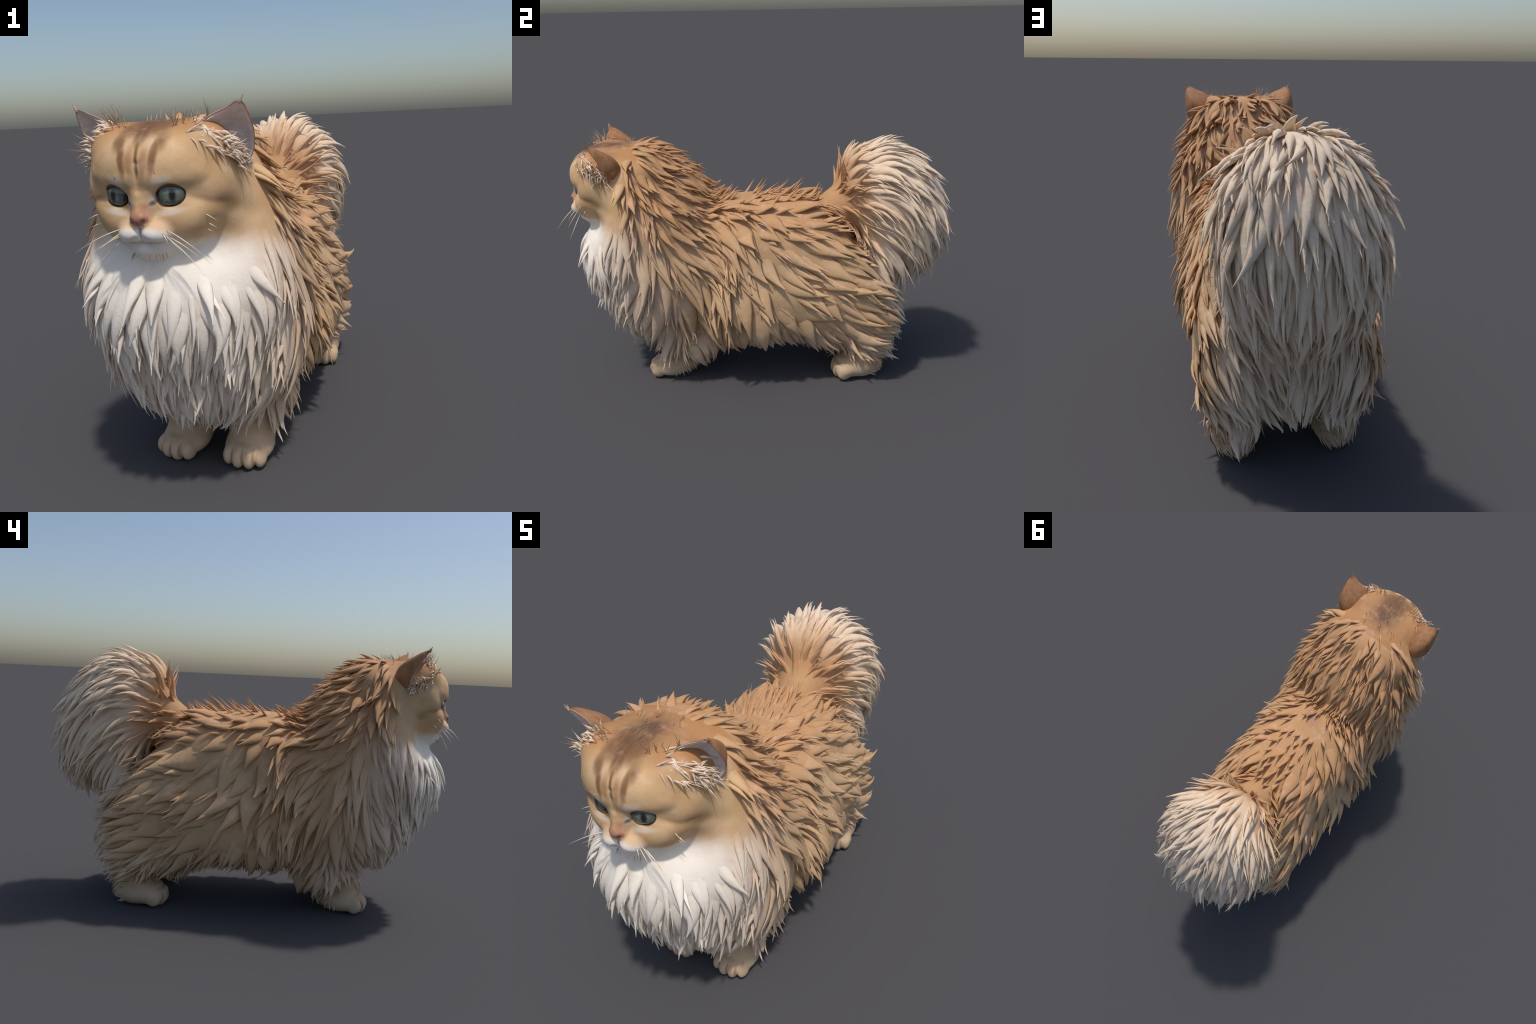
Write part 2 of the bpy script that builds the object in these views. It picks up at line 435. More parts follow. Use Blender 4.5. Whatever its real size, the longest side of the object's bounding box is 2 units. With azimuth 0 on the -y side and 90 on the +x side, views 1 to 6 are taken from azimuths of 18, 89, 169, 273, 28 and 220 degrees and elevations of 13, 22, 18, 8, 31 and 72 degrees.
def make_nose():
    g = Nodes('nose_skin', 0.5, 0.4)
    c = g.mix(g.ramp(g.z, 0.958, 0.985), (0.45, 0.185, 0.135), (0.42, 0.20, 0.12))
    c = g.mix(g.m('MULTIPLY', g.blob((0.017, -0.99, 0.962), (0.009, 0.02, 0.007), 0.4, 1.2), 0.9), c, (0.05, 0.02, 0.018))
    c = g.mix(g.m('MULTIPLY', g.blob((0.0, -0.99, 0.952), (0.004, 0.03, 0.02), 0.3, 1.4), 0.6), c, (0.24, 0.09, 0.07))
    c = g.mix(g.ramp(g.noise(60, 3), 0.4, 0.7, 0, 0.35), c, (0.58, 0.30, 0.22))
    g.bump(g.noise(200, 2), 0.2, 0.002)
    return g.color(c)

def make_paw():
    g = Nodes('paw_fur', 0.75)
    c = g.mix(g.ramp(g.z, 0.16, 0.03), (0.55, 0.37, 0.22), (0.61, 0.445, 0.295))
    c = g.mix(g.ramp(g.noise(24, 3), 0.45, 0.75, 0, 0.5), c, (0.62, 0.42, 0.28))
    # brown creases between and above the toes
    for k, (x, y, a) in FEET.items():
        v = g.vm('SUBTRACT', g.co, (x, y, 0))
        r = g.t.nodes.new('ShaderNodeVectorRotate'); r.rotation_type = 'Z_AXIS'; r.invert = True
        g.put(v, r.inputs['Vector']); r.inputs['Angle'].default_value = a
        w = r.outputs[0]
        for tx in (-0.039, 0.0, 0.039):
            c = g.mix(g.m('MULTIPLY', g.blob((tx, -0.10, 0.045), (0.0065, 0.045, 0.045), 0.2, 1.2, w), 0.7), c, (0.27, 0.155, 0.075))
        c = g.mix(g.m('MULTIPLY', g.blob((0, -0.092, 0.090), (0.085, 0.035, 0.010), 0.3, 1.3, w), 0.55), c, (0.30, 0.17, 0.085))
    c = mottle(g, c, 0.5)
    g.bump(g.noise(140, 3, 0.65), 0.35, 0.003)
    return g.color(c)

def make_ear(inner):
    if inner:
        g = Nodes('inner_ear_skin', 0.6)
        s = g.noise(30, 3, stretch=(1.0, 1.0, 2.2))
        c = g.mix(g.ramp(s, 0.35, 0.65), (0.88, 0.76, 0.75), (0.97, 0.91, 0.90))  # skin lightened to near white, since the cavity gets little sun
        c = g.mix(g.m('MULTIPLY', g.blob((0.200, -0.79, 1.222), (0.07, 0.12, 0.030), 0.5, 1.3, rot=(0, -0.3, 0)), g.ramp(g.noise(28, 3, stretch=(0.6, 1, 3)), 0.42, 0.6)), c, (0.84, 0.78, 0.78))  # hair sheen in the ear, drawn as a pale streak
        return g.color(c)
    g = Nodes('ear_back_fur', 0.72)
    c = g.mix(g.ramp(g.noise(20, 3, stretch=(2, 2, 0.8)), 0.3, 0.7), (0.34, 0.155, 0.065), (0.45, 0.225, 0.11))
    c = g.mix(g.blob((0.268, -0.817, 1.282), (0.03, 0.03, 0.03), 0.2, 1.2), c, (0.16, 0.075, 0.045))
    g.bump(g.noise(120, 3, 0.6), 0.25, 0.003)
    return g.color(c)

def make_eye():
    g = Nodes('eye_iris', 0.12, 0.5)
    v = g.vm('SUBTRACT', g.sym, (0.088, EYE_C[1], 1.033))
    r = g.t.nodes.new('ShaderNodeVectorRotate'); r.rotation_type = 'Z_AXIS'; r.invert = True
    g.put(v, r.inputs['Vector']); r.inputs['Angle'].default_value = EYE_YAW
    v = r.outputs[0]
    rr = g.vm('LENGTH', g.vm('DIVIDE', v, (0.035, 1.0, 0.035)))
    c = g.mix(g.ramp(rr, 0.35, 0.95), (0.155, 0.18, 0.145), (0.085, 0.105, 0.088))
    c = g.mix(g.ramp(g.noise(120, 2), 0.4, 0.7, 0, 0.4), c, (0.24, 0.27, 0.225))
    c = g.mix(g.ramp(rr, 0.98, 1.12), c, (0.025, 0.02, 0.018))
    pu = g.vm('LENGTH', g.vm('DIVIDE', v, (0.0085, 1.0, 0.017)))
    c = g.mix(g.ramp(pu, 1.7, 0.6), c, (0.014, 0.017, 0.017))
    c = g.mix(g.m('MULTIPLY', g.ramp(g.z, 1.036, 1.066), 0.7), c, (0.03, 0.03, 0.026))  # shade below the upper lid, painted as a dark gradient
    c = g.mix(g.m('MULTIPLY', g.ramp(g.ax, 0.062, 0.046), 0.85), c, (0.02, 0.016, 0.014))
    g.bsdf.inputs['Coat Weight'].default_value = 0.5
    g.bsdf.inputs['Coat Roughness'].default_value = 0.08
    return g.color(c)

def make_hair(name, a, b):
    g = Nodes(name, 0.55)
    return g.color(g.mix(g.ramp(g.noise(40, 2), 0.35, 0.65), a, b))

# ---------------------------------------------------------------- fur direction and size
def mixv(w, a, b):
    return a + (b - a) * w[..., None]

def flow(P):
    x, y, z = P[..., 0], P[..., 1], P[..., 2]
    one = np.ones_like(x)
    def yz(deg):
        t = np.radians(deg)
        return np.stack([0 * x, np.cos(t), -np.sin(t)], -1)
    # flanks: down at the shoulder, sweeping back toward the rump
    th = 80 - 62 * sst(y, -0.30, 0.30)
    th = th + (25 - 22 * sst(y, 0.25, 0.45)) * sst(z, 0.55, 0.25) - 18 * sst(z, 0.7, 0.93) + 6
    f = yz(np.clip(th, 2, 92))
    # neck ruff: back over the nape, down on the sides, forward and down at the hem
    th = 100 - 62 * sst(y, -0.68, -0.35)
    th = th - 26 * sst(z, 0.85, 1.15) + 30 * sst(z, 0.85, 0.45)
    m = yz(np.clip(th, 8, 112))
    m[..., 0] = 0.15 * np.sign(x) * sst(z, 1.0, 1.15)
    f = mixv(sst(y, -0.16, -0.30), f, m)
    # bib: fanning from the chin, then falling and gathering to the middle
    b = np.stack([np.clip(x * (4 * sst(z, 0.62, 0.80) - 1.0 * sst(z, 0.7, 0.5)), -0.8, 0.8), -0.35 * sst(z, 0.55, 0.8), -one], -1)
    f = mixv(sst(y, -0.66, -0.80), f, b)
    # tail: streaming away from its root and drooping
    q = P - TAIL_BASE
    dist = np.linalg.norm(q, axis=-1)
    t = unit(q) + np.stack([0 * x, 0.25 * one, -2.1 * sst(dist, 0.18, 0.55)], -1)
    w = sst(sd_torso(P) - sd_tail(P), -0.01, 0.03) * (y > 0.2)
    f = mixv(w, f, unit(t))
    return unit(f)

def zone(P, N):
    """per point: half width, length, spacing, lift, fork chance; spacing 0 means bare"""
    x, y, z = P[:, 0], P[:, 1], P[:, 2]
    n = len(P)
    W, L, S, H, K = (np.full(n, v) for v in (0.052, 0.265, 0.070, 0.024, 0.65))
    def put(mask, w, l, s, h, k):
        for arr, v in zip((W, L, S, H, K), (w, l, s, h, k)):
            arr[mask] = v
    ax = np.abs(x)
    put((z > 0.84) & (y > -0.25), 0.040, 0.17, 0.060, 0.030, 0.35)
    put((z > 0.90) & (ax < 0.10) & (y > -0.2), 0.015, 0.08, 0.042, 0.036, 0.25)
    put((z > 0.84) & (y > 0.27), 0.015, 0.10, 0.036, 0.036, 0.25)
    put((z > 0.90) & (ax < 0.08) & (y > -0.22) & (y < -0.10), 0.010, 0.06, 0, 0.015, 0)
    put((y > 0.30) & (z < 0.66), 0.034, 0.27, 0.053, 0.048, 0.65)
    put((y < 0.30) & (y > -0.3) & (z < 0.36), 0.026, 0.16, 0.044, 0.024, 0.6)
    mane = y < -0.24
    put(mane, 0.034, 0.27, 0.052, 0.036, 0.65)
    put(mane & (z > 0.90), 0.026, 0.145, 0.041, 0.034, 0.55)
    put(mane & (z > 0.90) & (ax < 0.10), 0.018, 0.10, 0.036, 0.026, 0.4)
    put((y < -0.70) & (z < 0.84), 0.027, 0.215, 0.042, 0.034, 0.7)
    cheek = (ax > 0.17) & (z > 0.70) & (z < 0.99) & (y < -0.64) & (y > -0.80 + 0.4 * np.maximum(z - 0.80, 0))
    put(cheek, 0.022, 0.26, 0.044, 0.026, 0.5)
    tail = (sd_tail(P) < sd_torso(P) - 0.005) & (y > 0.25)
    dist = np.linalg.norm(P - TAIL_BASE, axis=1)
    put(tail, 0.025, 0.33, 0.045, 0.046, 0.45)
    put(tail & (dist > 0.45), 0.025, 0.25, 0.044, 0.045, 0.5)
    put(tail & (z < 0.72) & (y > 0.66), 0.024, 0.20, 0.044, 0.026, 0.5)
    put(tail & (dist < 0.25), 0.018, 0.22, 0.032, 0.050, 0.3)
    put(tail & (y < 0.50) & (ax < 0.16), 0.016, 0.17, 0.036, 0.048, 0.35)
    put(tail & (dist < 0.45) & (z > 1.06), 0.024, 0.21, 0.040, 0.030, 0.45)
    low = (N[:, 2] < -0.55) & (z < 0.40) & ~tail
    put(low, 0.010, 0.085, 0.024, 0.022, 0.3)
    legd = np.min([sd_leg(P, k) for k in FEET], axis=0)
    legs = (z < 0.115) | ((legd < 0.02) & (z < 0.145 + 0.065 * (y < -0.5)) & (N[:, 2] > -0.6))
    put(legs, 0.006, 0.045, 0, 0.012, 0.2)
    rear = (y < 0) & (y > -0.49) | (y > 0.49)
    put(legs & rear & (N[:, 1] > 0.25), 0.007, 0.05, 0.017, 0.014, 0.2)
    face = ((y < -0.685) & (z > 0.835)) | ((y < -0.665) & (z > 1.13)) | ((z + RNG.normal(0, 0.03, n) > 0.835) & (y < -0.80))
    # locks end at the hem of the coat, which rises over the legs and the belly
    hem = np.interp(y, (-0.95, -0.72, -0.57, -0.46, -0.36, -0.2, 0.0, 0.1, 0.3, 0.45, 0.65), (0.24, 0.16, 0.19, 0.17, 0.09, 0.12, 0.17, 0.185, 0.15, 0.14, 0.11))
    trim = ~tail & ~low & ~legs & (z < 0.6)
    L[trim] = np.clip(np.minimum(L, (z - hem) * 1.15 + 0.02), 0.05, None)[trim]
    small = trim & (L < 0.11)
    W[small] *= 0.5; S[small] *= 0.6; H[small] *= 0.7
    S[face & ~cheek] = 0
    S[z < 0.012] = 0
    return W, L, S, H, K

def scatter(V, Q):
    """variable-radius dart throwing over the body mesh"""
    tri = np.concatenate([Q[:, [0, 1, 2]], Q[:, [0, 2, 3]]])
    a, b, c = V[tri[:, 0]], V[tri[:, 1]], V[tri[:, 2]]
    area = np.linalg.norm(np.cross(b - a, c - a), axis=1)
    n = 60000
    pick = RNG.choice(len(tri), n, p=area / area.sum())
    r1, r2 = np.sqrt(RNG.random(n)), RNG.random(n)
    P = a[pick] * (1 - r1)[:, None] + b[pick] * (r1 * (1 - r2))[:, None] + c[pick] * (r1 * r2)[:, None]
    N = unit(grad(P))
    W, L, S, H, K = zone(P, N)
    keep, cells, G = [], {}, 0.06
    for i in np.nonzero(S > 0)[0]:
        k = tuple((P[i] // G).astype(int))
        s2 = (S[i] * 0.92) ** 2
        ok = True
        for dx in (-1, 0, 1):
            for dy in (-1, 0, 1):
                for dz in (-1, 0, 1):
                    for q in cells.get((k[0] + dx, k[1] + dy, k[2] + dz), ()):
                        e = q - P[i]
                        if e[0] * e[0] + e[1] * e[1] + e[2] * e[2] < s2:
                            ok = False; break
                    if not ok: break
                if not ok: break
            if not ok: break
        if ok:
            cells.setdefault(k, []).append(P[i]); keep.append(i)
    keep = np.array(keep)
    return P[keep], N[keep], W[keep], L[keep], H[keep], K[keep]

STEPS = 10
PROFILE_T = A(0, .12, .25, .40, .55, .68, .80, .90, .96, 1.0)
PROFILE_W = A(.50, .84, 1.0, .96, .76, .50, .29, .15, .09, .05)
PROFILE_H = A(.25, .55, .85, 1.0, .92, .70, .46, .26, .16, .08)
RING = 8

def trace(P, D, L, H, free, T, curl, base):
    """follow the fur direction over the body, rising to height H at the tip; returns spines and frames"""
    n = len(P)
    pts, nor = [], []
    p, d = P.copy(), D.copy()
    prev = 0.0
    for i, t in enumerate(PROFILE_T):
        if i:
            ds = (L * (t - prev))[:, None]
            p = p + d * ds
        prev = t
        nn = grad(p)
        m = np.maximum((nn * nn).sum(-1), 0.25)
        s = sdf(p)
        target = base - T * PROFILE_H[i] * (1 - sst(t, 0.12, 0.85)) - 0.004 * (1 - t) + H * t ** 1.6
        corr = (s - target) / m
        hold = np.where(corr > 0, 1 - free * t, 1.0)
        p = p - np.clip(corr * hold, -0.05, 0.05)[:, None] * nn
        nn = unit(nn)
        pts.append(p.copy()); nor.append(nn)
        f = flow(p)
        f = unit(f - nn * ((f * nn).sum(-1) * 0.75)[:, None])
        d = unit(d * 0.62 + f * 0.38 + np.cross(nn, d) * (curl * (0.3 + t))[:, None])
        p[:, 2] = np.maximum(p[:, 2], 0.012)
        pts[-1] = p.copy()
    return np.stack(pts, 1), np.stack(nor, 1)

def strands(pts, nor, W, T):
    """closed tapering locks with a lens section -> vertices (n, STEPS*RING, 3) and quads of one lock"""
    tan = unit(np.gradient(pts, axis=1))
    side = unit(np.cross(tan, nor))
    up = unit(np.cross(side, tan))
    a = np.arange(RING) / RING * 2 * math.pi
    ca, sa = np.cos(a), np.sin(a)
    w = W[:, None] * PROFILE_W[None]
    th = np.minimum(T[:, None] * PROFILE_H[None], w * 1.0)
    V = pts[:, :, None, :] + side[:, :, None, :] * (w[:, :, None] * ca)[..., None] + up[:, :, None, :] * (th[:, :, None] * sa)[..., None]
    q = []
    for s in range(STEPS - 1):
        for r in range(RING):
            r2 = (r + 1) % RING
            q.append((s * RING + r, s * RING + r2, (s + 1) * RING + r2, (s + 1) * RING + r))
    for base in (0, (STEPS - 1) * RING):
        for k in range(1, RING // 2):
            f = (base + k - 1 if k > 1 else base, base + k, base + RING - k, base + (RING - k + 1) % RING)
            if k == 1:
                f = (base, base + 1, base + RING - 1, base + 0)
            q.append(f if base else f[::-1])
    q = [f for f in q if len(set(f)) == 4]
    # caps: fan quads
    for base in (0, (STEPS - 1) * RING):
        f1 = (base + 0, base + 1, base + 2, base + 7); f2 = (base + 2, base + 3, base + 6, base + 7); f3 = (base + 3, base + 4, base + 5, base + 6)
    q = [f for f in q if not (all(i < RING for i in f) or all(i >= (STEPS - 1) * RING for i in f))]
    for base, fl in ((0, True), ((STEPS - 1) * RING, False)):
        for f in ((7, 0, 1, 2), (7, 2, 3, 6), (6, 3, 4, 5)):
            f = tuple(base + i for i in f)
            q.append(f[::-1] if fl else f)
    return V.reshape(len(pts), STEPS * RING, 3), np.array(q)

def rotate_about(D, N, ang):
    c, s = np.cos(ang)[:, None], np.sin(ang)[:, None]
    return D * c + np.cross(N, D) * s

# ---------------------------------------------------------------- build
cat = bpy.data.objects.new('cat', None)
bpy.context.scene.collection.objects.link(cat)
cat['label'] = 'long-haired golden cat with white bib and plumed tail'
cat['category'] = 'cat'

COAT, FACE, NOSE, PAW = make_coat(), make_face(), make_nose(), make_paw()
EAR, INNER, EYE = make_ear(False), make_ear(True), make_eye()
PALE_HAIR = make_hair('pale_whisker', (0.74, 0.62, 0.46), (0.85, 0.78, 0.66))
TAN_HAIR = make_hair('tan_guard_hair', (0.36, 0.24, 0.14), (0.56, 0.40, 0.26))
WHITE_LOCK = make_hair('white_ear_lock', (0.70, 0.51, 0.35), (0.88, 0.74, 0.60))

V0, Q0 = surface_net()
V0 = project(V0, n=3)

def fine_body(V, Q):
    me = grid_mesh('body_whole', V, Q)
    bm = bmesh.new(); bm.from_mesh(me); bpy.data.meshes.remove(me)
    def refine(test):
        es = set()
        for f in bm.faces:
            if test(f.calc_center_median()):
                es.update(f.edges)
        bmesh.ops.subdivide_edges(bm, edges=list(es), cuts=1, use_grid_fill=True)
        bm.verts.ensure_lookup_table()
        v = np.array([x.co for x in bm.verts])
        g = np.array([test(x.co) for x in bm.verts])
        v[g] = project(v[g], n=3)
        for x, p, k in zip(bm.verts, v, g):
            if k:
                x.co = p
    refine(lambda c: (c.y < -0.66 and c.z > 0.80) or c.z < 0.14)
    refine(lambda c: (c.y < -0.84 and c.z > 0.83) or (c.z < 0.115))
    bmesh.ops.triangulate(bm, faces=[f for f in bm.faces if len(f.verts) > 4])
    for f in bm.faces:
        f.smooth = True
    m = bpy.data.meshes.new('body_whole'); bm.to_mesh(m); bm.free()
    return m

body = fine_body(V0, Q0)
BV = np.array([v.co for v in body.vertices])
BN = np.array([n.vector for n in body.vertex_normals])
polys = [tuple(p.vertices) for p in body.polygons]
cent = np.array([p.center for p in body.polygons])
d = parts(cent)

keys = list(FEET)
legd = np.stack([d[k] for k in keys]); legi = legd.argmin(0); legm = legd.min(0)
lab = np.full(len(cent), 'torso', dtype=object)
lab[(cent[:, 1] < -0.28) & (cent[:, 2] > 0.74)] = 'neck'
hd = (d['head'] < np.minimum(d['neck'], d['torso']) + 0.012) & (cent[:, 1] < -0.60) & (cent[:, 2] > 0.78)
lab[hd | ((cent[:, 1] < -0.66) & (cent[:, 2] > 0.86))] = 'head'
lab[(np.linalg.norm((cent - A(0, -0.985, 0.970)) / A(0.031, 0.04, 0.018), axis=1) < 1) & (lab == 'head')] = 'nose'
lab[(d['tail'] < d['torso']) & (cent[:, 1] > 0.25) & (cent[:, 2] > 0.3)] = 'tail'
leg = (legm < d['torso'] + 0.005) & (cent[:, 2] < 0.30)
for i, k in enumerate(keys):
    lab[leg & (legi == i)] = k
    lab[leg & (legi == i) & (cent[:, 2] < 0.10)] = k + '_paw'

OBJ = {}
def split(label, name, parent, mat):
    pick = np.nonzero(lab == label)[0]
    used = sorted({v for i in pick for v in polys[i]})
    rem = {v: i for i, v in enumerate(used)}
    m = bpy.data.meshes.new(name)
    m.from_pydata([tuple(BV[v]) for v in used], [], [[rem[v] for v in polys[i]] for i in pick])
    m.polygons.foreach_set('use_smooth', np.ones(len(pick), bool))
    m.normals_split_custom_set_from_vertices([tuple(BN[v]) for v in used])
    OBJ[label] = add_object(name, m, parent, mat)
    return OBJ[label]

split('torso', 'torso', cat, COAT)
split('neck', 'neck', cat, COAT)
split('head', 'head', cat, FACE)
split('nose', 'nose', OBJ['head'], NOSE)
split('tail', 'tail', cat, COAT)
for k in keys:
    split(k, 'forelimb' if k[0] == 'f' else 'hindlimb', cat, COAT if k[0] == 'x' else PAW)
    split(k + '_paw', 'paw', OBJ[k], PAW)
bpy.data.meshes.remove(body)

# ---- fur
P, N, W, L, H, K = scatter(V0, Q0)
n = len(P)
F = flow(P)
F = unit(F - N * (F * N).sum(-1, keepdims=True))
F = rotate_about(F, N, RNG.normal(0, 0.15, n))
L = L * RNG.uniform(0.75, 1.35, n)
W = W * RNG.uniform(0.6, 1.3, n) * np.where(RNG.random(n) < 0.2, 0.45, 1)
H = np.minimum(H * RNG.uniform(0.6, 1.7, n), 0.070)
clump = np.arange(n)
def thick(p, w):
    on_tail = (sd_tail(p) < sd_torso(p)) & (p[:, 1] > 0.25)
    return np.where(on_tail, np.clip(w * 0.58, 0.004, 0.0165), np.clip(w * 0.42, 0.0035, 0.0135))

T = thick(P, W)
pts, nor = trace(P, F, L, H, np.full(n, 0.75), T, RNG.normal(0, 0.09, n), np.zeros(n))
locks = [(pts, nor, W, T)]
tan = unit(np.gradient(pts, axis=1))
for k in range(3):           # split tips: slimmer locks that leave the main one part way down
    s = np.nonzero(RNG.random(n) < K * (1.25, 0.9, 0.5)[k])[0]
    at = RNG.integers(1, 5, len(s))
    side = (-1, 1, 0)[k] + RNG.uniform(-0.3, 0.3, len(s))
    root, rn, rt = pts[s, at], nor[s, at], tan[s, at]
    w = W[s] * RNG.uniform(0.30, 0.60, len(s))
    root = root + np.cross(rt, rn) * (W[s] * 0.50 * side)[:, None]
    lev = np.clip(sdf(root), -0.01, 0.08)
    th = np.clip(thick(root, w) * 1.15, 0.003, None)
    a, b = trace(root, unit(rotate_about(rt, rn, -side * RNG.uniform(0.02, 0.22, len(s)))), L[s] * (1 - PROFILE_T[at]) * RNG.uniform(0.8, 1.3, len(s)),
                 H[s] * RNG.uniform(0.5, 1.2, len(s)), np.full(len(s), 0.8), th, RNG.normal(0, 0.06, len(s)), lev - 0.002)
    locks.append((a, b, w, th)); clump = np.concatenate([clump, s])
C_ = clump
SV = []
for l in locks:
    v, SQ = strands(*l)
    SV.append(v)
SV = np.concatenate(SV)

dd = parts(P)
home = np.where((dd['tail'] < dd['torso']) & (P[:, 1] > 0.25), 'tail', np.where((P[:, 1] < -0.28) & (P[:, 2] > 0.74), 'neck', 'torso')).astype(object)
lk = np.stack([dd[k] for k in keys])
onleg = (P[:, 2] < 0.17) & (lk.min(0) < 0.01)
home[onleg] = np.array(keys, dtype=object)[lk.argmin(0)[onleg]]

size = L * W
big = set(np.argsort(-size)[:300])
groups = {}
for i, c in enumerate(C_):
    groups.setdefault(('one', c) if c in big else ('all', home[c]), []).append(i)
nv = STEPS * RING
for key, ids in groups.items():
    v = SV[ids].reshape(-1, 3)
    q = (SQ[None] + (np.arange(len(ids)) * nv)[:, None, None]).reshape(-1, 4)
    if key[0] == 'one':
        add_object('fur_tuft', grid_mesh('fur_tuft', v, q), OBJ[home[key[1]]], COAT)
    else:
        o = add_object('short_fur', grid_mesh('short_fur', v, q), OBJ[key[1]], PAW if key[1] in keys else COAT)
        o['kind'] = 'stuff'

# ---- eyes
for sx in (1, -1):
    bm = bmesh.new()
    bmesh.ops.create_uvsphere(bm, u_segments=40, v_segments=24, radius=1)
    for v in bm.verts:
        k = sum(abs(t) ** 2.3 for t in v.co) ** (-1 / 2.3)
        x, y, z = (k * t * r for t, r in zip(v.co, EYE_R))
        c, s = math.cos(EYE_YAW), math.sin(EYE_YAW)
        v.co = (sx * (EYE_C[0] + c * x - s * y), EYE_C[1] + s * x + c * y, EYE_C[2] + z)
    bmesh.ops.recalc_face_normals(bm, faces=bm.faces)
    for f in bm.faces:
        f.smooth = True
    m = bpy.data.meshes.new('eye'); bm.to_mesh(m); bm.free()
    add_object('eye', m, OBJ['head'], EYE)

# ---- ears
EA, EB, EC, ET = A(0.138, -0.832, 1.222), A(0.186, -0.690, 1.165), A(0.222, -0.748, 1.082), A(0.266, -0.818, 1.277)
def ear_surface(sx, inset, nu=28, nv_=20, vmax=1.0):
    out = []
    ctr = (EA + EC) / 2
    for j in range(nv_ + 1):
        v = j / nv_
        for i in range(nu + 1):
            u = i / nu
            b = EA * (1 - u) ** 2 + (2 * EB - (EA + EC) / 2) * 2 * u * (1 - u) + EC * u ** 2
            ax = ctr * (1 - v) + ET * v + A(0.012, 0.018, -0.004) * math.sin(math.pi * v)
            k = max(1 - v, 0) ** 0.62 * (1 + 0.10 * math.sin(math.pi * min(v * 1.5, 1)))
            p = ax + (b - ctr) * k
            p = p + A(0.012, 0.012, -0.002) * math.sin(math.pi * v) ** 0.8 * u ** 1.2
            if inset:
                fade = math.sin(math.pi * u) ** 0.6 * (1 - v) ** 0.4
                p = p + (ctr + A(0.05, -0.02, 0.05) - p) * (inset * fade / 0.1)
            out.append((p[0] * sx, p[1], p[2]))
    q = []
    for j in range(nv_):
        for i in range(nu):
            a = j * (nu + 1) + i
            f = (a, a + 1, a + nu + 2, a + nu + 1)
            q.append(f if sx > 0 else f[::-1])
    return np.array(out), np.array(q), nu, nv_

for sx in (1, -1):
    Vo, Qo, nu, nv_ = ear_surface(sx, 0)
    Vi, Qi, _, _ = ear_surface(sx, 0.032)
    mo = grid_mesh('ear', Vo, Qo[:, ::-1])
    ear = add_object('ear', mo, OBJ['head'], EAR)
    s = ear.modifiers.new('shell', 'SOLIDIFY'); s.thickness = 0.004; s.offset = 0
    mi = grid_mesh('inner_ear', Vi, Qi)
    inn = add_object('inner_ear', mi, ear, INNER)
    s = inn.modifiers.new('shell', 'SOLIDIFY'); s.thickness = 0.002; s.offset = 0

# ---- free hairs: whiskers, brow and ear hairs, white ear locks
def hairs(name, parent, mat, specs, single=True, flat=1.0):
    """specs: root, direction, length, radius, bend vector"""
    R = np.array([s[0] for s in specs]); D = unit(np.array([s[1] for s in specs]))
    Ln = np.array([s[2] for s in specs]); Rd = np.array([s[3] for s in specs]); B = np.array([s[4] for s in specs])
    t = PROFILE_T[None, :, None]
    p = R[:, None] + D[:, None] * (Ln[:, None, None] * t) + B[:, None] * t ** 2
    tan = unit(np.gradient(p, axis=1))
    up = unit(np.cross(tan, np.broadcast_to(A(0.31, 0.2, 0.93), tan.shape)))
    v, q = strands(p, up, Rd, Rd * flat)
    if single:
        for k in range(len(specs)):
            add_object(name, grid_mesh(name, v[k], q), parent, mat)
    else:
        o = add_object(name, grid_mesh(name, v.reshape(-1, 3), (q[None] + (np.arange(len(specs)) * nv)[:, None, None]).reshape(-1, 4)), parent, mat)
        o['kind'] = 'stuff'

def seat(specs):
    for k, r in enumerate(project(np.array([q[0] for q in specs]), n=5)):
        specs[k] = (r, *specs[k][1:])

wh = []
for sx in (1, -1):
    for root, dr, ln, bend in (
            ((0.070, -0.955, 0.938), (0.75, -0.35, -0.22), 0.125, (0, 0.01, -0.025)),
            ((0.066, -0.955, 0.922), (0.70, -0.40, -0.30), 0.075, (0, 0.005, -0.015)),
            ((0.072, -0.945, 0.915), (0.72, -0.2, -0.25), 0.085, (0, 0, -0.015)),
            ((0.075, -0.935, 0.902), (0.70, -0.15, -0.45), 0.115, (0, -0.01, -0.025)),
            ((0.060, -0.960, 0.930), (0.55, -0.5, -0.25), 0.045, (0, 0, -0.01)),
            ((0.155, -0.890, 0.975), (0.8, -0.45, -0.1), 0.06, (0, 0.01, -0.012)),
            ((0.160, -0.875, 0.945), (0.8, -0.4, -0.1), 0.045, (0, 0.01, -0.01)),
            ((0.150, -0.870, 0.930), (0.8, -0.4, -0.2), 0.04, (0, 0.01, -0.005))):
        root = A(sx * root[0], root[1], root[2])
        wh.append((root, A(sx * dr[0], dr[1], dr[2]), ln * RNG.uniform(0.95, 1.4), 0.0017, A(*bend)))
hairs('whisker', OBJ['head'], PALE_HAIR, wh)
hairs('eyebrow_hair', OBJ['head'], TAN_HAIR, [
    (A(0.052, -0.953, 1.062), A(0.12, -0.45, 0.9), 0.062, 0.0016, A(0.0, 0.005, 0.0)),
    (A(-0.052, -0.953, 1.062), A(-0.35, -0.45, 0.9), 0.066, 0.0018, A(-0.02, 0.0, 0.0))])

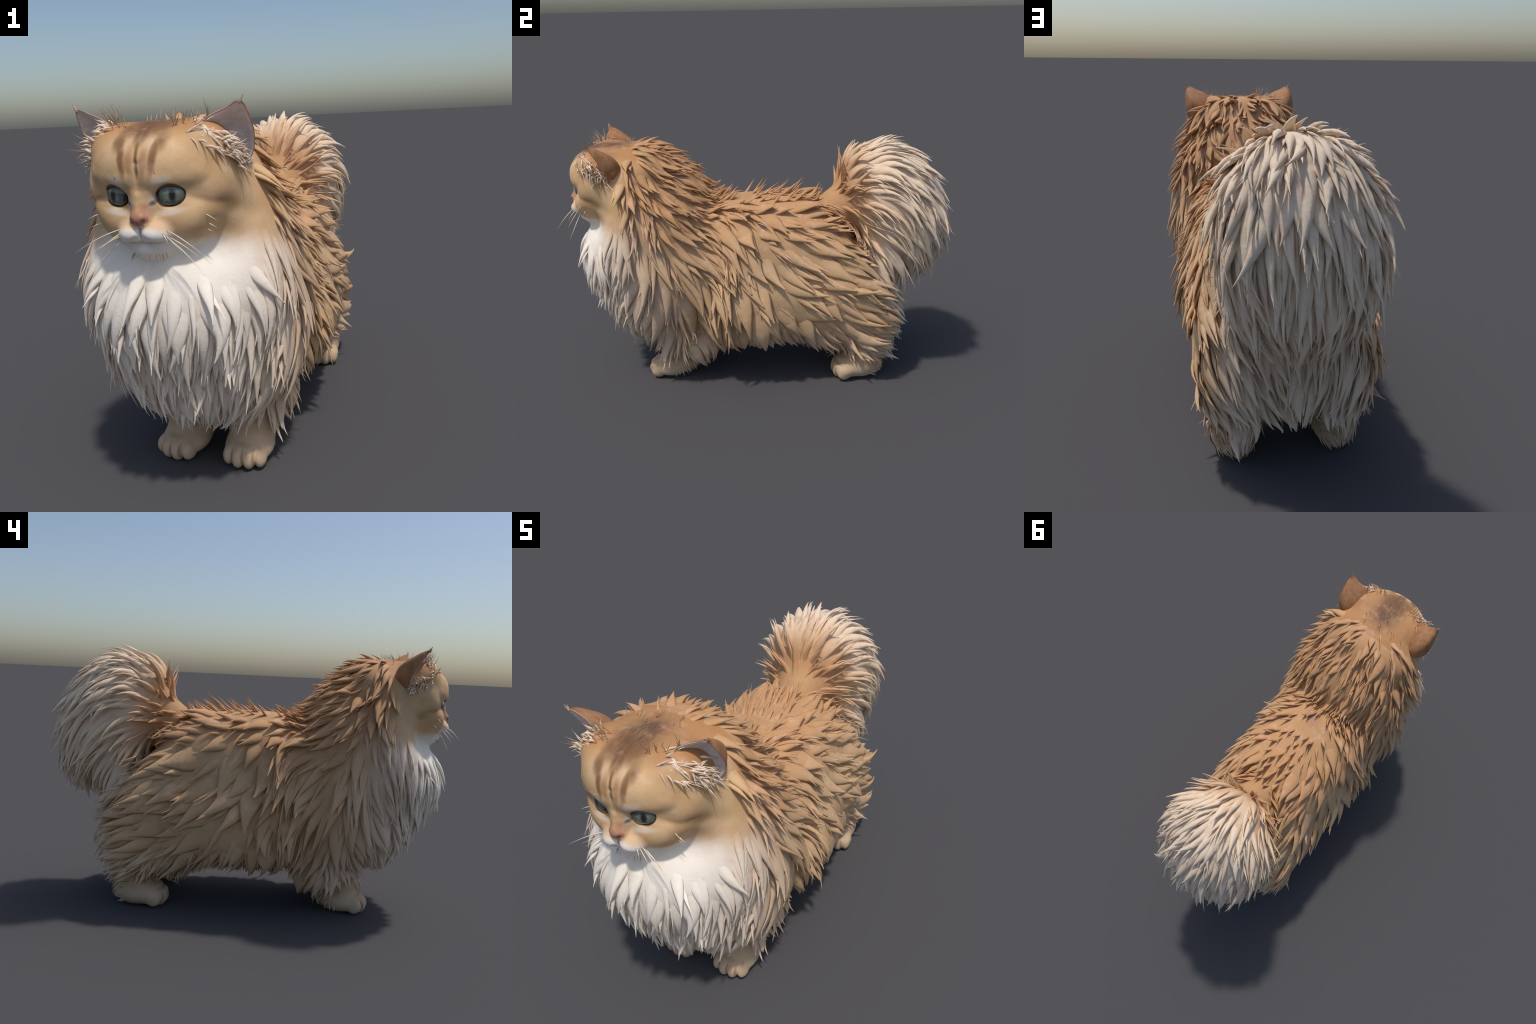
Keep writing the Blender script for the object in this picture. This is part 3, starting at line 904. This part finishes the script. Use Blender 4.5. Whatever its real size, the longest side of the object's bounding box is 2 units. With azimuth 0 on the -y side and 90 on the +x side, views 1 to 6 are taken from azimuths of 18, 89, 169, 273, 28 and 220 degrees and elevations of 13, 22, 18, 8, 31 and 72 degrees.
gh, tips, fringe = [], [], []
for sx in (1, -1):
    for k in range(16):      # standing hairs on the crown edge and before the ears
        t = RNG.random()
        root = A(sx * (0.07 + 0.09 * t), -0.865 + 0.05 * t + RNG.normal(0, 0.012), 1.21)
        gh.append((root, A(sx * RNG.uniform(-0.1, 0.5), RNG.uniform(-0.9, 0.2), 1.0), RNG.uniform(0.03, 0.075), 0.0014, A(sx * 0.004, -0.006, 0.0)))
    for k in range(12):      # hairs outside the ear opening
        t = RNG.random()
        root = A(sx * (0.175 + 0.05 * t), -0.835 + 0.085 * t, 1.175 - 0.075 * t)
        gh.append((root, A(sx * 0.9, -0.5, RNG.uniform(-0.1, 0.55)), RNG.uniform(0.04, 0.085), 0.0014, A(0, 0.0, 0.012)))
    for k in range(6):
        tips.append((ET * A(sx, 1, 1) - A(sx * 0.006, 0, 0.006), A(sx * 0.5, RNG.uniform(-0.3, 0.3), 0.9), RNG.uniform(0.015, 0.03), 0.003, A(0, 0, 0.004)))
for k in range(14):          # back of the crown
    root = A(RNG.uniform(-0.15, 0.15), RNG.uniform(-0.74, -0.66), 1.23)
    gh.append((root, A(RNG.uniform(-0.3, 0.3), RNG.uniform(-0.1, 0.8), 0.9), RNG.uniform(0.025, 0.05), 0.0014, A(0, 0.008, 0)))
for k in range(14):          # chin fringe
    a = RNG.uniform(-1.2, 1.2)
    root = A(0.058 * math.sin(a), -0.905 - 0.045 * math.cos(a), 0.862)
    fringe.append((root, A(0.5 * math.sin(a), -0.45, -0.9), RNG.uniform(0.02, 0.032), 0.0009, A(0, 0, 0)))
seat(gh)
hairs('guard_hair', OBJ['head'], TAN_HAIR, gh + tips, single=False)
seat(fringe)
hairs('chin_fringe', OBJ['head'], TAN_HAIR, fringe, single=False)

lk = []
for sx in (1, -1):
    for k in range(100):
        t = RNG.random()
        root = A(0.140 + 0.080 * t, -0.850 + 0.095 * t, 1.195 - 0.100 * t) + RNG.normal(0, 0.012, 3)
        dr = A(0.75 + RNG.normal(0, 0.35), 0.05 + RNG.normal(0, 0.35), 0.15 + RNG.normal(0, 0.45))
        lk.append((root * A(sx, 1, 1), dr * A(sx, 1, 1), RNG.uniform(0.03, 0.06), RNG.uniform(0.0015, 0.0055), A(sx * 0.0, RNG.normal(0.008, 0.012), RNG.normal(-0.018, 0.014))))
seat(lk)
hairs('ear_lock', OBJ['head'], WHITE_LOCK, lk, single=False, flat=0.6)
print('tufts', n, 'locks', len(SV))
